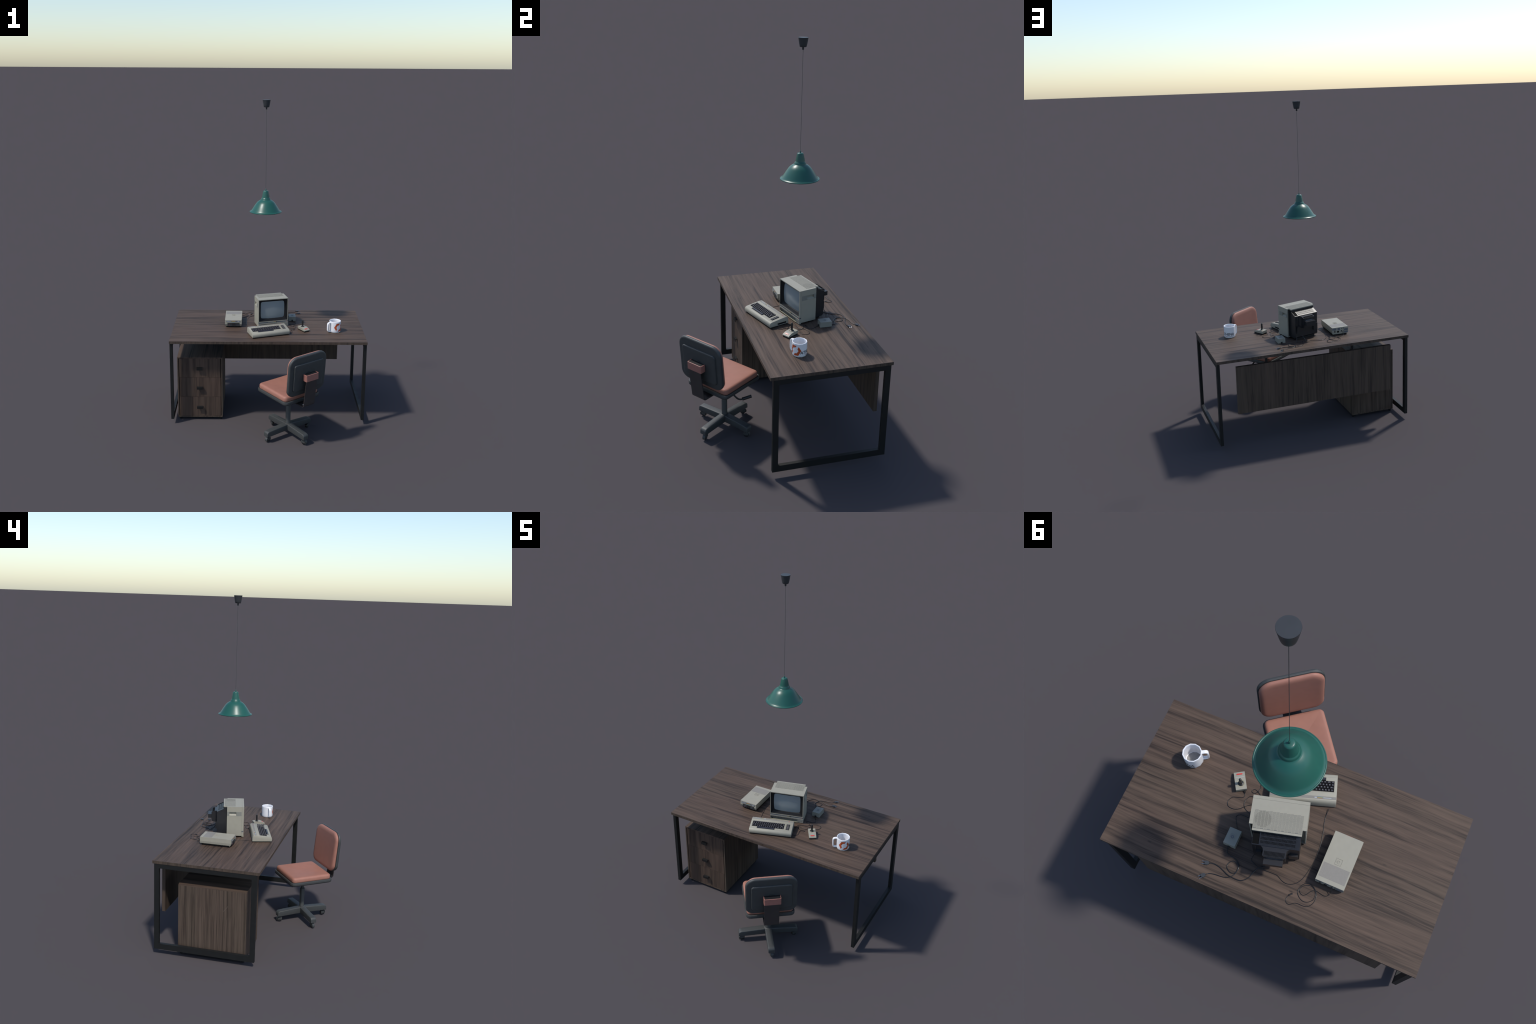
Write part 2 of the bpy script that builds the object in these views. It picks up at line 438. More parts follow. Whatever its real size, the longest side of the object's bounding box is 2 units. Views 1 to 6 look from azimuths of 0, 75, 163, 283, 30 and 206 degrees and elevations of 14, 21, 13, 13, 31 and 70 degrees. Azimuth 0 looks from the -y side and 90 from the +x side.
# local axes: +x to the sitter's right, +y forward
def seat_curve(x, y, z):
    u, v = x / 0.13, y / 0.13
    if z > 0.318:
        z -= 0.0090 * math.cos(math.pi / 2 * max(-1, min(1, u))) * math.cos(math.pi / 2 * max(-1, min(1, v)))
    return (x, y, z)
pillow("seat_cushion", chair, -0.1310, 0.1275, -0.1300, 0.1335, 0.022,
       [(0.004, 0.2960), (0.0005, 0.3010), (0, 0.3060)] + quarter(0, 0.3140, 0.0145, True, 6)[1:] + [(0.022, 0.3287)],
       M_CORAL, seat_curve, face1=(0.92, 0.82, 0.7, 0.55, 0.4, 0.25, 0.1))
pillow("seat_shell", chair, -0.1365, 0.1340, -0.1415, 0.1435, 0.028,
       [(0.075, 0.2570), (0.030, 0.2640), (0.006, 0.2755), (0.001, 0.2795), (0, 0.2840), (0, 0.2945), (0.0015, 0.2985), (0.006, 0.2990), (0.012, 0.2965)],
       M_CHAIR)
def back_frame(base_b):
    """Slab lying against the reclining backrest: x across, y up from z = 0.35, height = towards the rear.
    The padded face leans back more than the rear shell and is hollowed a little towards the top."""
    def f(x, y, h):
        k = min(1.0, max(0.0, h / 0.050))
        lean = math.tan(math.radians(7.0 - 2.2 * k))
        hollow = 0.006 * (1 - 0.5 * k) * (x / 0.13) ** 2 * max(0.0, y / 0.25)
        return (x, base_b - h + 0.003 * k - y * lean + hollow, 0.350 + y * 0.995 - h * 0.05)
    return f
BR = (0.052, 0.052, 0.036, 0.036)
f_front = back_frame(-0.1270)
pillow("backrest_cushion", chair, -0.1365, 0.1325, -0.0105, 0.2375, (0.055, 0.055, 0.046, 0.046),
       [(0.019, 0.0006), (0.0165, 0.0010)] + [(0.0155 * (1 - math.sin(a)), 0.0160 - 0.0148 * math.cos(a)) for a in (0.35, 0.7, 1.05, 1.4)] + [(0, 0.0175), (0.0005, 0.0205), (0.004, 0.0235), (0.010, 0.0240)],
       M_CORAL, f_front, 10, 60, face0=(0.92, 0.8, 0.62, 0.42, 0.2))
pillow("backrest_shell", chair, -0.1415, 0.1375, -0.0100, 0.2400, (0.056, 0.056, 0.046, 0.046),
       [(0.014, 0.0235), (0.006, 0.0230), (0.0015, 0.0238), (0, 0.0260), (0, 0.0345)] + [(0.010 * (1 - math.cos(a)), 0.0355 + 0.0085 * math.sin(a)) for a in (0.4, 0.8, 1.2, 1.57)] + [(0.05, 0.0447)],
       M_CHAIR, f_front, 10, 45)
pillow("back_panel", chair, -0.1115, 0.1085, 0.0250, 0.1950, 0.016,
       [(-0.002, 0.0420), (0.0, 0.0440), (0.0003, 0.0490), (0.0014, 0.0514), (0.0035, 0.0528), (0.0065, 0.0534), (0.03, 0.0535)],
       M_CHAIR, f_front, 8, 40)
# ring knob on the panel, strap with its coral sleeve
ring = []
for i in range(40):
    a = 2 * math.pi * i / 40
    ring.append(f_front(-0.003 + 0.0300 * math.cos(a), 0.1060 + 0.0300 * math.sin(a), 0.0540))
tube("panel_ring", chair, ring + [ring[0]], 0.0016, M_BLACK, 6, 1)
def sleeve():
    outer = rounded_rect(-0.0475, 0.0450, -0.2205, -0.1875, (0.003, 0.003, 0.006, 0.006), 4)
    inner = rounded_rect(-0.0445, 0.0420, -0.2180, -0.1875, (0.002, 0.002, 0.004, 0.004), 4)
    rings = [[(x, y, z) for x, y in o] for o, z in ((inner, 0.4400), (outer, 0.4370), (outer, 0.4755), (inner, 0.4768), (inner, 0.4748))]
    bm = bmesh.new(); loft(bm, rings)
    bm.faces.ensure_lookup_table()
    for f in bm.faces:
        if min(v.co.z for v in f.verts) > 0.4740 and len(f.verts) > 8: f.material_index = 1
    return put("strap_sleeve", finish(bm, "strap_sleeve", [M_CORALP, M_BLACK]), chair)
sleeve()
path = [(-0.2150, 0.4480)]
path += [(-0.1940 - 0.021 * (k / 8), 0.2850 + 0.163 * (k / 8)) for k in range(7, -1, -1)]
path += [(-0.1800 - 0.0140 * math.cos(a), 0.2810 - 0.0140 * math.sin(a)) for a in (0.3, 0.7, 1.1, 1.4)]
path += [(-0.1700, 0.2668), (-0.120, 0.2662), (-0.060, 0.2660)]
def strap():
    bm = bmesh.new(); rings = []
    for i, (b, z) in enumerate(path):
        p, q = Vector(path[max(i - 1, 0)]), Vector(path[min(i + 1, len(path) - 1)])
        t = (q - p).normalized(); n = Vector((-t.y, t.x))
        h = 0.0024
        rings.append([(-0.0440, b + n.x * h, z + n.y * h), (0.0370, b + n.x * h, z + n.y * h), (0.0370, b - n.x * h, z - n.y * h), (-0.0440, b - n.x * h, z - n.y * h)])
    loft(bm, rings); bevel_all(bm, 0.0008, 1, 50)
    return put("support_strap", finish(bm, "support_strap", M_STRAP), chair)
strap()
spin("strap_bolt", chair, [(0.004, -0.003), (0.004, 0.003), (0.003, 0.0042), (0.0005, 0.0045)], M_CHROME, 16, (-0.030, -0.1745, 0.2745))
# mechanism, column
box("tilt_mechanism", chair, (-0.055, -0.075, 0.2440), (0.050, 0.060, 0.2720), M_BLACK, 0.006)
spin("gas_column", chair, [(0.0190, 0.0700), (0.0195, 0.0755), (0.0190, 0.0790), (0.0158, 0.0800), (0.0158, 0.0860), (0.0150, 0.0880), (0.0150, 0.2035), (0.0140, 0.2050), (0.0100, 0.2055), (0.0095, 0.2500)], M_CHAIR, 32)
tube("height_lever", chair, [(0.040, -0.020, 0.2560), (0.070, -0.027, 0.2500), (0.095, -0.027, 0.2385), (0.108, -0.015, 0.2200), (0.119, -0.001, 0.2140), (0.134, 0.018, 0.2190)], 0.0044, M_BLACK, 10)
tube("lever_grip", chair, [(0.122, 0.003, 0.2150), (0.137, 0.022, 0.2205), (0.152, 0.042, 0.2262)], 0.0084, M_BLACK, 12)
# base: four arms along the local axes
def arm_mesh():
    bm = bmesh.new(); rings = []
    stations = [(0.0, 0.0185, 0.0790, 0.0415), (0.020, 0.0185, 0.0790, 0.0415), (0.060, 0.0182, 0.0768, 0.0405), (0.110, 0.0182, 0.0738, 0.0390), (0.150, 0.0182, 0.0712, 0.0378),
                (0.160, 0.0181, 0.0700, 0.0376), (0.1670, 0.0179, 0.0665, 0.0376), (0.1705, 0.0176, 0.0610, 0.0376), (0.1712, 0.0174, 0.0560, 0.0378), (0.1712, 0.0170, 0.0400, 0.0380)]
    for x, w, zt, zb in stations:
        r = 0.0040
        zt2 = max(zt, zb + 0.004)
        o = rounded_rect(-w, w, zb, zt2, (r, r, 0.0008, 0.0008) if zt2 - zb > 0.01 else 0.0015, 4)
        rings.append([(x, a, b) for a, b in o])
    loft(bm, rings)
    return finish(bm, "base_arm", M_CHAIR, 40)
am = arm_mesh()
def wheel_mesh():
    bm = bmesh.new(); rings = []
    for y, r in ((-0.0065, 0.010), (-0.0065, 0.0138), (-0.0052, 0.0150), (0.0052, 0.0150), (0.0065, 0.0138), (0.0065, 0.010)):
        rings.append([(r * math.cos(2 * math.pi * i / 28), y, r * math.sin(2 * math.pi * i / 28)) for i in range(28)])
    loft(bm, rings)
    return finish(bm, "wheel", M_BLACK)
wm = wheel_mesh()
def hood_mesh():
    """Caster fork: stem plus a half shell over the wheel."""
    bm = bmesh.new()
    rings = []
    for a in [math.radians(d) for d in range(-35, 81, 15)]:
        c, s = math.cos(a), math.sin(a)
        rings.append([(0.0168 * c, -0.0082, 0.0168 * s), (0.0182 * c, -0.0076, 0.0182 * s), (0.0182 * c, 0.0076, 0.0182 * s), (0.0168 * c, 0.0082, 0.0168 * s), (0.0158 * c, 0.0070, 0.0158 * s), (0.0158 * c, -0.0070, 0.0158 * s)])
    loft(bm, rings)
    add_box(bm, (-0.010, -0.0045, 0.0150), (-0.001, 0.0045, 0.0320))
    add_box(bm, (-0.016, -0.0078, -0.0030), (0.012, -0.0064, 0.0120))
    add_box(bm, (-0.016, 0.0064, -0.0030), (0.012, 0.0078, 0.0120))
    return finish(bm, "caster", M_CHAIR, 40)
hd = hood_mesh()
for k, swing in enumerate((25, -18, 8, 14)):
    a = k * math.pi / 2
    arm = put("base_arm", am, chair, (0, 0, 0), (0, 0, a))
    cst = put("caster", hd, chair, (0.1535 * math.cos(a), 0.1535 * math.sin(a), 0.0152), (0, 0, a + math.radians(swing)))
    put("wheel", wm, cst, (-0.001, 0, 0))
spin("base_hub", chair, [(0.024, 0.0440), (0.027, 0.0470), (0.027, 0.0730), (0.022, 0.0795), (0.018, 0.0805)], M_CHAIR, 32)

# ------------------------------------------------------------------ pendant lamp
lamp = thing("pendant_lamp", "dark green enamel pendant lamp on a long thin cord", "hanging lamp", (-0.0188, 0.1838, 1.3095))
Z0 = 1.3095
outer = [(0.0990, 1.3096), (0.1003, 1.3101), (0.1009, 1.3114), (0.1004, 1.3130), (0.0990, 1.3139), (0.0976, 1.3138), (0.0966, 1.3134), (0.0945, 1.3146), (0.0920, 1.3165), (0.0893, 1.3195), (0.0858, 1.3250), (0.0805, 1.3335),
         (0.0760, 1.3407), (0.0705, 1.3492), (0.0650, 1.3570), (0.0590, 1.3655), (0.0530, 1.3722), (0.0460, 1.3780), (0.0400, 1.3822), (0.0350, 1.3848), (0.0312, 1.3868), (0.0302, 1.3885),
         (0.0300, 1.3905), (0.0285, 1.3940), (0.0268, 1.3972), (0.0252, 1.3986), (0.0243, 1.4000), (0.0232, 1.4060), (0.0205, 1.4200), (0.0172, 1.4360), (0.0160, 1.4405), (0.0140, 1.4430), (0.0110, 1.4440), (0.0034, 1.4443)]
inner = [(max(r - 0.0016, 0.001), z - 0.0012) for r, z in outer if r > 0.011]
spin("lamp_shade", lamp, [(r, z - Z0) for r, z in inner[::-1]] + [(r, z - Z0) for r, z in outer], M_LAMP, 72, smooth=50, cap0=True, cap1=True)
spin("cord_grip", lamp, [(0.0032, 1.4438 - Z0), (0.0031, 1.4545 - Z0), (0.0022, 1.4556 - Z0)], M_LAMP, 20)
spin("lamp_cord", lamp, [(0.0008, 1.4500 - Z0), (0.0008, 1.9500 - Z0)], M_CORD, 10)
spin("ceiling_canopy", lamp, [(0.0043, 1.9428 - Z0), (0.0046, 1.9432 - Z0), (0.0048, 1.9550 - Z0), (0.0120, 1.9552 - Z0), (0.0150, 1.9560 - Z0), (0.0166, 1.9580 - Z0), (0.0186, 1.9660 - Z0),
      (0.0218, 1.9830 - Z0), (0.0240, 1.9975 - Z0), (0.0246, 1.9990 - Z0), (0.0243, 2.0000 - Z0)], M_CANOPY, 40)

# ------------------------------------------------------------------ monitor
MZ = DESK_Z
mon = thing("computer_monitor", "boxy cream tube monitor with black bezel and black rear", "computer monitor", (-0.0596, 0.1013, MZ), 15.2)
W = 0.1970
def Zm(z): return z - MZ
def ring_plate(name, parent, x0, x1, z0, z1, hx0, hx1, hz0, hz1, y0, y1, mat, bevel=0.0):
    bm = bmesh.new()
    V = []
    for y in (y0, y1):
        V.append(([bm.verts.new((a, y, b)) for a, b in ((x0, z0), (x1, z0), (x1, z1), (x0, z1))],
                  [bm.verts.new((a, y, b)) for a, b in ((hx0, hz0), (hx1, hz0), (hx1, hz1), (hx0, hz1))]))
    for i in range(4):
        j = (i + 1) % 4
        for o, q in V: bm.faces.new((o[i], o[j], q[j], q[i]))
        for k in (0, 1): bm.faces.new((V[0][k][i], V[0][k][j], V[1][k][j], V[1][k][i]))
    bevel_all(bm, bevel, 2)
    return put(name, finish(bm, name, mat), parent)
ring_plate("front_frame", mon, 0, W, Zm(.5985), Zm(.7505), .0028, .1935, Zm(.6037), Zm(.7463), 0, .0115, M_CREAM, 0.0008)
boxes("front_skirt", mon, [((0, -.0008, Zm(.5842)), (W, .0115, Zm(.5910))), ((.1645, 0, Zm(.5620)), (W, .0115, Zm(.5842))),
                           ((0, .0002, Zm(.5665)), (.0022, .0115, Zm(.5842)))], M_CREAM, 0.0006)
box("control_recess", mon, (.0022, .0095, Zm(.5645)), (.1645, .0117, Zm(.5842)), M_BAND)
box("recess_floor", mon, (.0012, -.0012, Zm(.5615)), (.1650, .0115, Zm(.5645)), M_CREAM_W, 0.0005, 1)
for i in range(7):
    spin("control_knob", mon, [(0.0024, 0), (0.0024, 0.0035), (0.0018, 0.004)], M_SLATE, 12, (.030 + i * .0175, .0095, Zm(.5755)), rot=(math.pi / 2, 0, 0))
for i in range(3):
    spin("signal_jack", mon, [(0.0021, 0), (0.0021, 0.0009), (0.0012, 0.001)], M_SLATE, 12, (.171 + i * .0085, 0.0, Zm(.5745)), rot=(math.pi / 2, 0, 0))
box("control_strip", mon, (.0012, .0008, Zm(.5910)), (.1955, .0112, Zm(.5985)), M_SLATE)
box("badge_plate", mon, (.0660, .0002, Zm(.5918)), (.1000, .0009, Zm(.5978)), M_TAUPE)
boxes("badge_lettering", mon, [((.070 + i * .0031, -.0001, Zm(.5938)), (.0718 + i * .0031, .0003, Zm(.5960))) for i in range(9)], M_SLATE, kind="stuff")
for i, m in enumerate((M_BLUE, M_GREEN, M_YELLOW, M_ORANGE)):
    box("rainbow_stripe", mon, (.1010, .0001, Zm(.5920 + i * .0014)), (.1155, .0009, Zm(.5934 + i * .0014)), m)
box("badge_end", mon, (.1180, .0001, Zm(.5918)), (.1235, .0009, Zm(.5978)), M_BLACK)
spin("power_lamp", mon, [(0.0013, 0), (0.0013, 0.0009), (0.0005, 0.0014)], M_RED, 12, (.1885, 0.001, Zm(.5945)), rot=(math.pi / 2, 0, 0))
# bezel funnel and tube
def tube_outline(x0, x1, z0, z1, r, bow, n=10):
    o = rounded_rect(x0, x1, z0, z1, r, 6)
    dense = []
    for i, p in enumerate(o):
        q = o[(i + 1) % len(o)]
        d = math.hypot(q[0] - p[0], q[1] - p[1])
        k = n if d > 0.02 else 1
        for s in range(k): dense.append((p[0] + (q[0] - p[0]) * s / k, p[1] + (q[1] - p[1]) * s / k))
    cx, cz, hx, hz = (x0 + x1) / 2, (z0 + z1) / 2, (x1 - x0) / 2, (z1 - z0) / 2
    return [(x + bow * (1 - ((z - cz) / hz) ** 2) * (x - cx) / hx, z + bow * (1 - ((x - cx) / hx) ** 2) * (z - cz) / hz) for x, z in dense]
o1 = tube_outline(.0028, .1935, Zm(.6037), Zm(.7463), .0012, 0)
o2 = tube_outline(.0120, .1830, Zm(.6130), Zm(.7385), .0030, 0)
o3 = tube_outline(.0220, .1725, Zm(.6215), Zm(.7290), .0090, .0014)
bm = bmesh.new()
loft(bm, [[(x, .0006, z) for x, z in o1], [(x, .0040, z) for x, z in tube_outline(.0038, .1925, Zm(.6047), Zm(.7453), .0012, 0)],
          [(x, .0105, z) for x, z in o2], [(x, .0115, z) for x, z in tube_outline(.0150, .1797, Zm(.6155), Zm(.7355), .0050, .0004)], [(x, .0190, z) for x, z in o3]], False, False)
put("screen_bezel", finish(bm, "screen_bezel", M_BEZEL, 25), mon)
cx, cz = .09725, Zm(.67525)
bm = bmesh.new(); rings = []
for s in (1.03, .97, .9, .8, .68, .55, .4, .25, .1, .03):
    rings.append([(cx + (x - cx) * s, .0098 + .0085 * min(1.05, ((x - cx) / .075 * s) ** 2 * .55 + ((z - cz) / .054 * s) ** 2 * .45), cz + (z - cz) * s) for x, z in o3])
loft(bm, rings, False, True)
put("picture_tube", finish(bm, "picture_tube", M_GLASS, 60), mon)
# casing behind the seam
case = box("rear_casing", mon, (0, .0119, Zm(.5680)), (W, .0900, Zm(.7505)), M_CREAM, 0.0010)
bm = bmesh.new()
for x0, x1 in ((-.002, .0105), (W - .0105, W + .002)):
    for f in prism(bm, [(.0468, Zm(.7168)), (.0468, Zm(.6940)), (.0886, Zm(.6940)), (.0886, Zm(.7168))], x0 - .0985, x1 - .0985, 0): pass
for v in bm.verts:
    v.co.y -= .05095; v.co.z -= Zm(.5680)
    if abs(v.co.x) < .09 and v.co.z < Zm(.70) - Zm(.568): v.co.z += 0.013      # sloping floor of the grip
add_box(bm, (-.0925, -.0600, Zm(.5900) - Zm(.5680)), (.0925, -.0150, Zm(.7450) - Zm(.5680)))   # hollow behind the bezel
cut(case, bm)
boxes("casing_wall", mon, [((0, .0898, Zm(.5680)), (.0040, .1025, Zm(.7445))), ((W - .0040, .0898, Zm(.5680)), (W, .1025, Zm(.7445))), ((.004, .0898, Zm(.5680)), (W - .004, .1005, Zm(.5712)))], M_CREAM, 0.0005)
deck = [(0, .0898), (W, .0898), (W, .1025), (.1838, .1025), (.1838, .1232), (.1826, .1242), (.0144, .1242), (.0132, .1232), (.0132, .1025), (0, .1025)]
prism_part("casing_deck", mon, deck, Zm(.7445), Zm(.7505), M_CREAM, 2, 0.0007)
ring_plate("seam_gap", mon, .0006, W - .0006, Zm(.5690), Zm(.7499), .0070, W - .0070, Zm(.5860), Zm(.7480), .0105, .0130, M_GAP)
# grip bands on both sides, frame around the grip
for s, x in ((-1, 0.0), (1, W)):
    a, b = (x - .0004, x + .0003) if s < 0 else (x - .0003, x + .0004)
    boxes("grip_band", mon, [((a, .0145, Zm(.6935)), (b, .0464, Zm(.7195))), ((a, .0888, Zm(.6935)), (b, .1018, Zm(.7195))),
                             ((a, .0464, Zm(.7170)), (b, .0888, Zm(.7195))), ((a, .0464, Zm(.6935)), (b, .0888, Zm(.6942)))], M_BAND)
# louvred grille in the top, darker round loudspeaker
box("grille_tray", mon, (.0150, .0510, Zm(.7500)), (.1825, .1170, Zm(.75075)), plain("grille_shade", (.150, .147, .130), .6, .05))  # cream darkened to grey for the shade between the louvres
spin("speaker_cone", mon, [(.0285, Zm(.7503)), (.0285, Zm(.7510))], M_SLOT, 40, (.1515, .0815, 0))
bars = []
rows, cols = 20, 14
for c in range(cols):
    x0 = .0150 + c * (.1675 / cols)
    for r in range(rows + 1):
        y = .0510 + (r + (0.5 if c % 2 else 0.0)) * (.066 / rows)
        if y + .0019 > .1170: continue
        bars.append(((x0, y, Zm(.7506)), (x0 + .1675 / cols, y + .0019, Zm(.7514))))
    bars.append(((x0 + .1675 / cols - .0006, .0510, Zm(.7506)), (x0 + .1675 / cols + .0003, .1170, Zm(.75125))))
boxes("grille_louvre", mon, bars, M_CREAM, kind="stuff")
# black rear housing
hp = [(.0890, Zm(.5705)), (.1550, Zm(.5705)), (.1632, Zm(.5790)), (.1634, Zm(.7110)), (.1600, Zm(.7130)), (.1240, Zm(.7302)), (.1235, Zm(.7443)), (.0890, Zm(.7443))]
prism_part("rear_housing", mon, hp, .0155, .1800, M_HOUSE, 0, 0.0012)
S0, S1 = Vector((.1240, Zm(.7322))), Vector((.1637, Zm(.7132)))
sl = (S1 - S0); slen = sl.length; ang = math.atan2(sl.y, sl.x)
def slope_boxes(name, lst, mat, kind=None):
    """Boxes on the sloping vent plane: (x0, x1, s0, s1, h0, h1)."""
    bm = bmesh.new()
    for x0, x1, s0, s1, h0, h1 in lst: add_box(bm, (x0, s0, h0), (x1, s1, h1))
    o = put(name, finish(bm, name, mat), mon, (0, S0.x, S0.y), (ang, 0, 0))
    if kind: o["kind"] = kind
    return o
vents = [(.0155, .0300, 0, slen, -.002, 0), (.1790, .1800, 0, slen, -.002, 0), (.1515, .1560, 0, slen, -.002, 0), (.0300, .1515, slen - .0040, slen, -.002, 0), (.1560, .1790, slen - .0030, slen, -.002, 0)]
for k in range(3):
    s0 = 0.0005 + k * 0.0130
    vents.append((.0300, .1515, s0 + 0.0100, s0 + 0.0131, -.002, -.0001))
slope_boxes("vent_shadow", [(.0300, .1515, .0004, slen - .0030, -.0022, -.0014), (.1560, .1790, .0004, slen - .0030, -.0022, -.0017)], M_GAP)
slope_boxes("vent_frame", vents, M_HOUSE)
slope_boxes("vent_rib", [(.0305 + i * .00405, .0324 + i * .00405, .0005, slen - .003, -.002, -.0003) for i in range(30)], M_HOUSE, "stuff")
spin("housing_screw", mon, [(.0014, 0), (.0014, .0008), (.0006, .0012)], M_CHROME, 12, (.098, .1238, Zm(.7372)), rot=(-math.pi / 2, 0, 0))
# neck with concave flanks, then the plug box
plan = [(.0455, .1620)] + [(.0455 + .0135 * math.sin(a), .1640 + .0150 * (1 - math.cos(a))) for a in (0.3, 0.7, 1.1, 1.5)] + [(.0592, .1955), (.1388, .1955)]
plan += [(.1520 - .0132 * math.sin(a), .1640 + .0150 * (1 - math.cos(a))) for a in (1.5, 1.1, 0.7, 0.3)] + [(.1520, .1620)]
bm = bmesh.new()
A = [bm.verts.new((x, y, Zm(.6340 + .006 * max(0, (y - .165) / .03)))) for x, y in plan]
B = [bm.verts.new((x, y, Zm(.7096 - .0074 * (y - .162) / .0335))) for x, y in plan]
bm.faces.new(A[::-1]); bm.faces.new(B)
for i in range(len(plan)):
    j = (i + 1) % len(plan); bm.faces.new((A[i], A[j], B[j], B[i]))
bevel_all(bm, 0.0010, 2, 50)
put("tube_neck", finish(bm, "tube_neck", M_HOUSE, 40), mon)
nang = math.atan2(-.0074, .0335)
bm = bmesh.new()
for i in range(18): add_box(bm, (.0640 + i * .0040, .017, .0000), (.0660 + i * .0040, .0325, .0010))
o = put("neck_slot_shadow", finish(bm, "neck_slot_shadow", M_GAP), mon, (0, .1620, Zm(.7096)), (nang, 0, 0)); o["kind"] = "stuff"  # black bars laid on top draw the dark inside the vent slots
box("neck_cover", mon, (.0640, .1955, Zm(.6480)), (.1345, .1978, Zm(.6985)), M_HOUSE, 0.0008)
box("rear_label", mon, (.0760, .1970, Zm(.6830)), (.1250, .1981, Zm(.6885)), M_SLATE)
box("plug_box", mon, (.0665, .1970, Zm(.6585)), (.1340, .2195, Zm(.6825)), M_HOUSE, 0.0010)
box("rear_foot", mon, (.0300, .1200, Zm(.5585)), (.1650, .1500, Zm(.5706)), M_BLACK, 0.001)
boxes("side_lug", mon, [((.0200, .1632, Zm(.6050)), (.0500, .1720, Zm(.6480))), ((.1480, .1632, Zm(.6050)), (.1700, .1720, Zm(.6480)))], M_HOUSE, 0.0010)
boxes("foot", mon, [((.170, .0020, 0), (.190, .0200, Zm(.5685))), ((.006, .070, 0), (.020, .090, Zm(.5685))), ((.177, .070, 0), (.191, .090, Zm(.5685))), ((.006, .004, 0), (.014, .018, Zm(.5660)))], M_FOOT)

# ------------------------------------------------------------------ keyboard computer
KO = (-0.0968, -0.0795)
kb = thing("keyboard_computer", "cream wedge-shaped home computer with dark brown keys", "home computer", (*KO, DESK_Z), 18.6)
KW = 0.2445
def Zk(z): return z - DESK_Z
kprof = [(-.0030, .5640), (-.0060, .5675), (-.0072, .5745), (-.0068, .5805), (-.0048, .5855), (-.0015, .5885), (.0035, .5912), (.0120, .5928), (.0300, .5948), (.0600, .5986), (.0830, .6012),
         (.0960, .6018), (.1020, .6008), (.1068, .5975), (.1095, .5920), (.1110, .5800), (.1118, .5640)]
bm = bmesh.new(); rings = []
for x, ins in ((0, .0012), (.0004, .0004), (.0012, 0), (KW - .0012, 0), (KW - .0004, .0004), (KW, .0012)):
    my, mz = .052, .58
    rings.append([(x, y + (my - y) * ins / .055, Zk(z) + (mz - z) * ins / .02) for y, z in kprof])
loft(bm, rings)
kcase = put("computer_case", finish(bm, "computer_case", M_CREAM, 40), kb)
bm = bmesh.new(); add_box(bm, (KW - .0060, .0430, Zk(.5672)), (KW + .002, .0978, Zk(.5778)))
cut(kcase, bm)
boxes("side_port", kb, [((KW - .0058, .0445, Zk(.5678)), (KW - .0012, .0580, Zk(.5745))), ((KW - .0058, .0620, Zk(.5678)), (KW - .0012, .0760, Zk(.5745))),
                        ((KW - .0058, .0800, Zk(.5678)), (KW - .0020, .0860, Zk(.5760))), ((KW - .0058, .0890, Zk(.5678)), (KW - .0015, .0965, Zk(.5755)))], M_BLACK, 0.0003)
box("port_back", kb, (KW - .0066, .0432, Zk(.5674)), (KW - .0057, .0976, Zk(.5776)), M_GAP)
box("case_base", kb, (.004, .0010, 0), (KW - .004, .1070, Zk(.5650)), M_FOOT)
def ktop(y):
    for (y0, z0), (y1, z1) in zip(kprof[5:], kprof[6:]):
        if y0 <= y <= y1: return Zk(z0 + (z1 - z0) * (y - y0) / (y1 - y0))
    return Zk(.59)
def on_case(name, x0, x1, y0, y1, h0, h1, mat, parent=kb, bevel=0.0):
    """Thin plate that follows the slope of the case top."""
    bm = bmesh.new()
    ys = [y0] + [y for y, _ in kprof[6:12] if y0 < y < y1] + [y1]
    rings = [[(x0, y, ktop(y) + h0), (x1, y, ktop(y) + h0), (x1, y, ktop(y) + h1), (x0, y, ktop(y) + h1)] for y in ys]
    loft(bm, rings)
    return put(name, finish(bm, name, mat), parent)
on_case("key_well", .0105, .1960, .0228, .0665, -.002, .0003, M_GAP)
on_case("space_well", .0422, .1448, .0098, .0229, -.002, .0002, M_GAP)
on_case("function_well", .2080, .2280, .0196, .0648, -.002, .0003, M_GAP)
on_case("label_band", .0012, KW - .0012, .0860, .0968, -.001, .0003, M_TAUPE)
on_case("name_plate", .0150, .0830, .0893, .0950, -.001, .0005, M_BAND)
on_case("name_lettering", .0185, .0480, .0910, .0932, 0, .0008, M_SILVER)
for i, m in enumerate((M_ORANGE, M_YELLOW, M_GREEN, M_BLUE)):
    on_case("rainbow_stripe", .0510, .0690, .0942 - i * .0013 - .0013, .0942 - i * .0013, 0, .0008, m)
on_case("number_print", .0715, .0800, .0903, .0940, 0, .0008, M_SILVER)
on_case("power_lamp", .2155, .2205, .0893, .0918, 0, .0009, M_RED)
for y in (.0685, .0070):
    on_case("panel_groove", .0060, .2385, y, y + .0005, -.001, .00015, M_TAUPE)
def cap(wx, wy, h, tx, ty, mat, name):
    bm = bmesh.new()
    rings = [[(sx * (wx / 2 - i), sy * (wy / 2 - j) + o, z) for sx, sy in ((-1, -1), (1, -1), (1, 1), (-1, 1))] for i, j, z, o in
             ((0, 0, 0, 0), (0.0004, 0.0004, h * .35, .0002), (wx / 2 - tx / 2, wy / 2 - ty / 2, h, .0006))]
    loft(bm, rings); bevel_all(bm, 0.0005, 1, 40)
    return finish(bm, name, mat)
U = (.1952 - .0112) / 16
PITCH = .0106
def slope_at(y): return math.atan2(ktop(y + .004) - ktop(y - .004), .008)
kmesh = cap(U * .94, PITCH * .94, .0046, U * .60, PITCH * .62, M_KEY, "key")
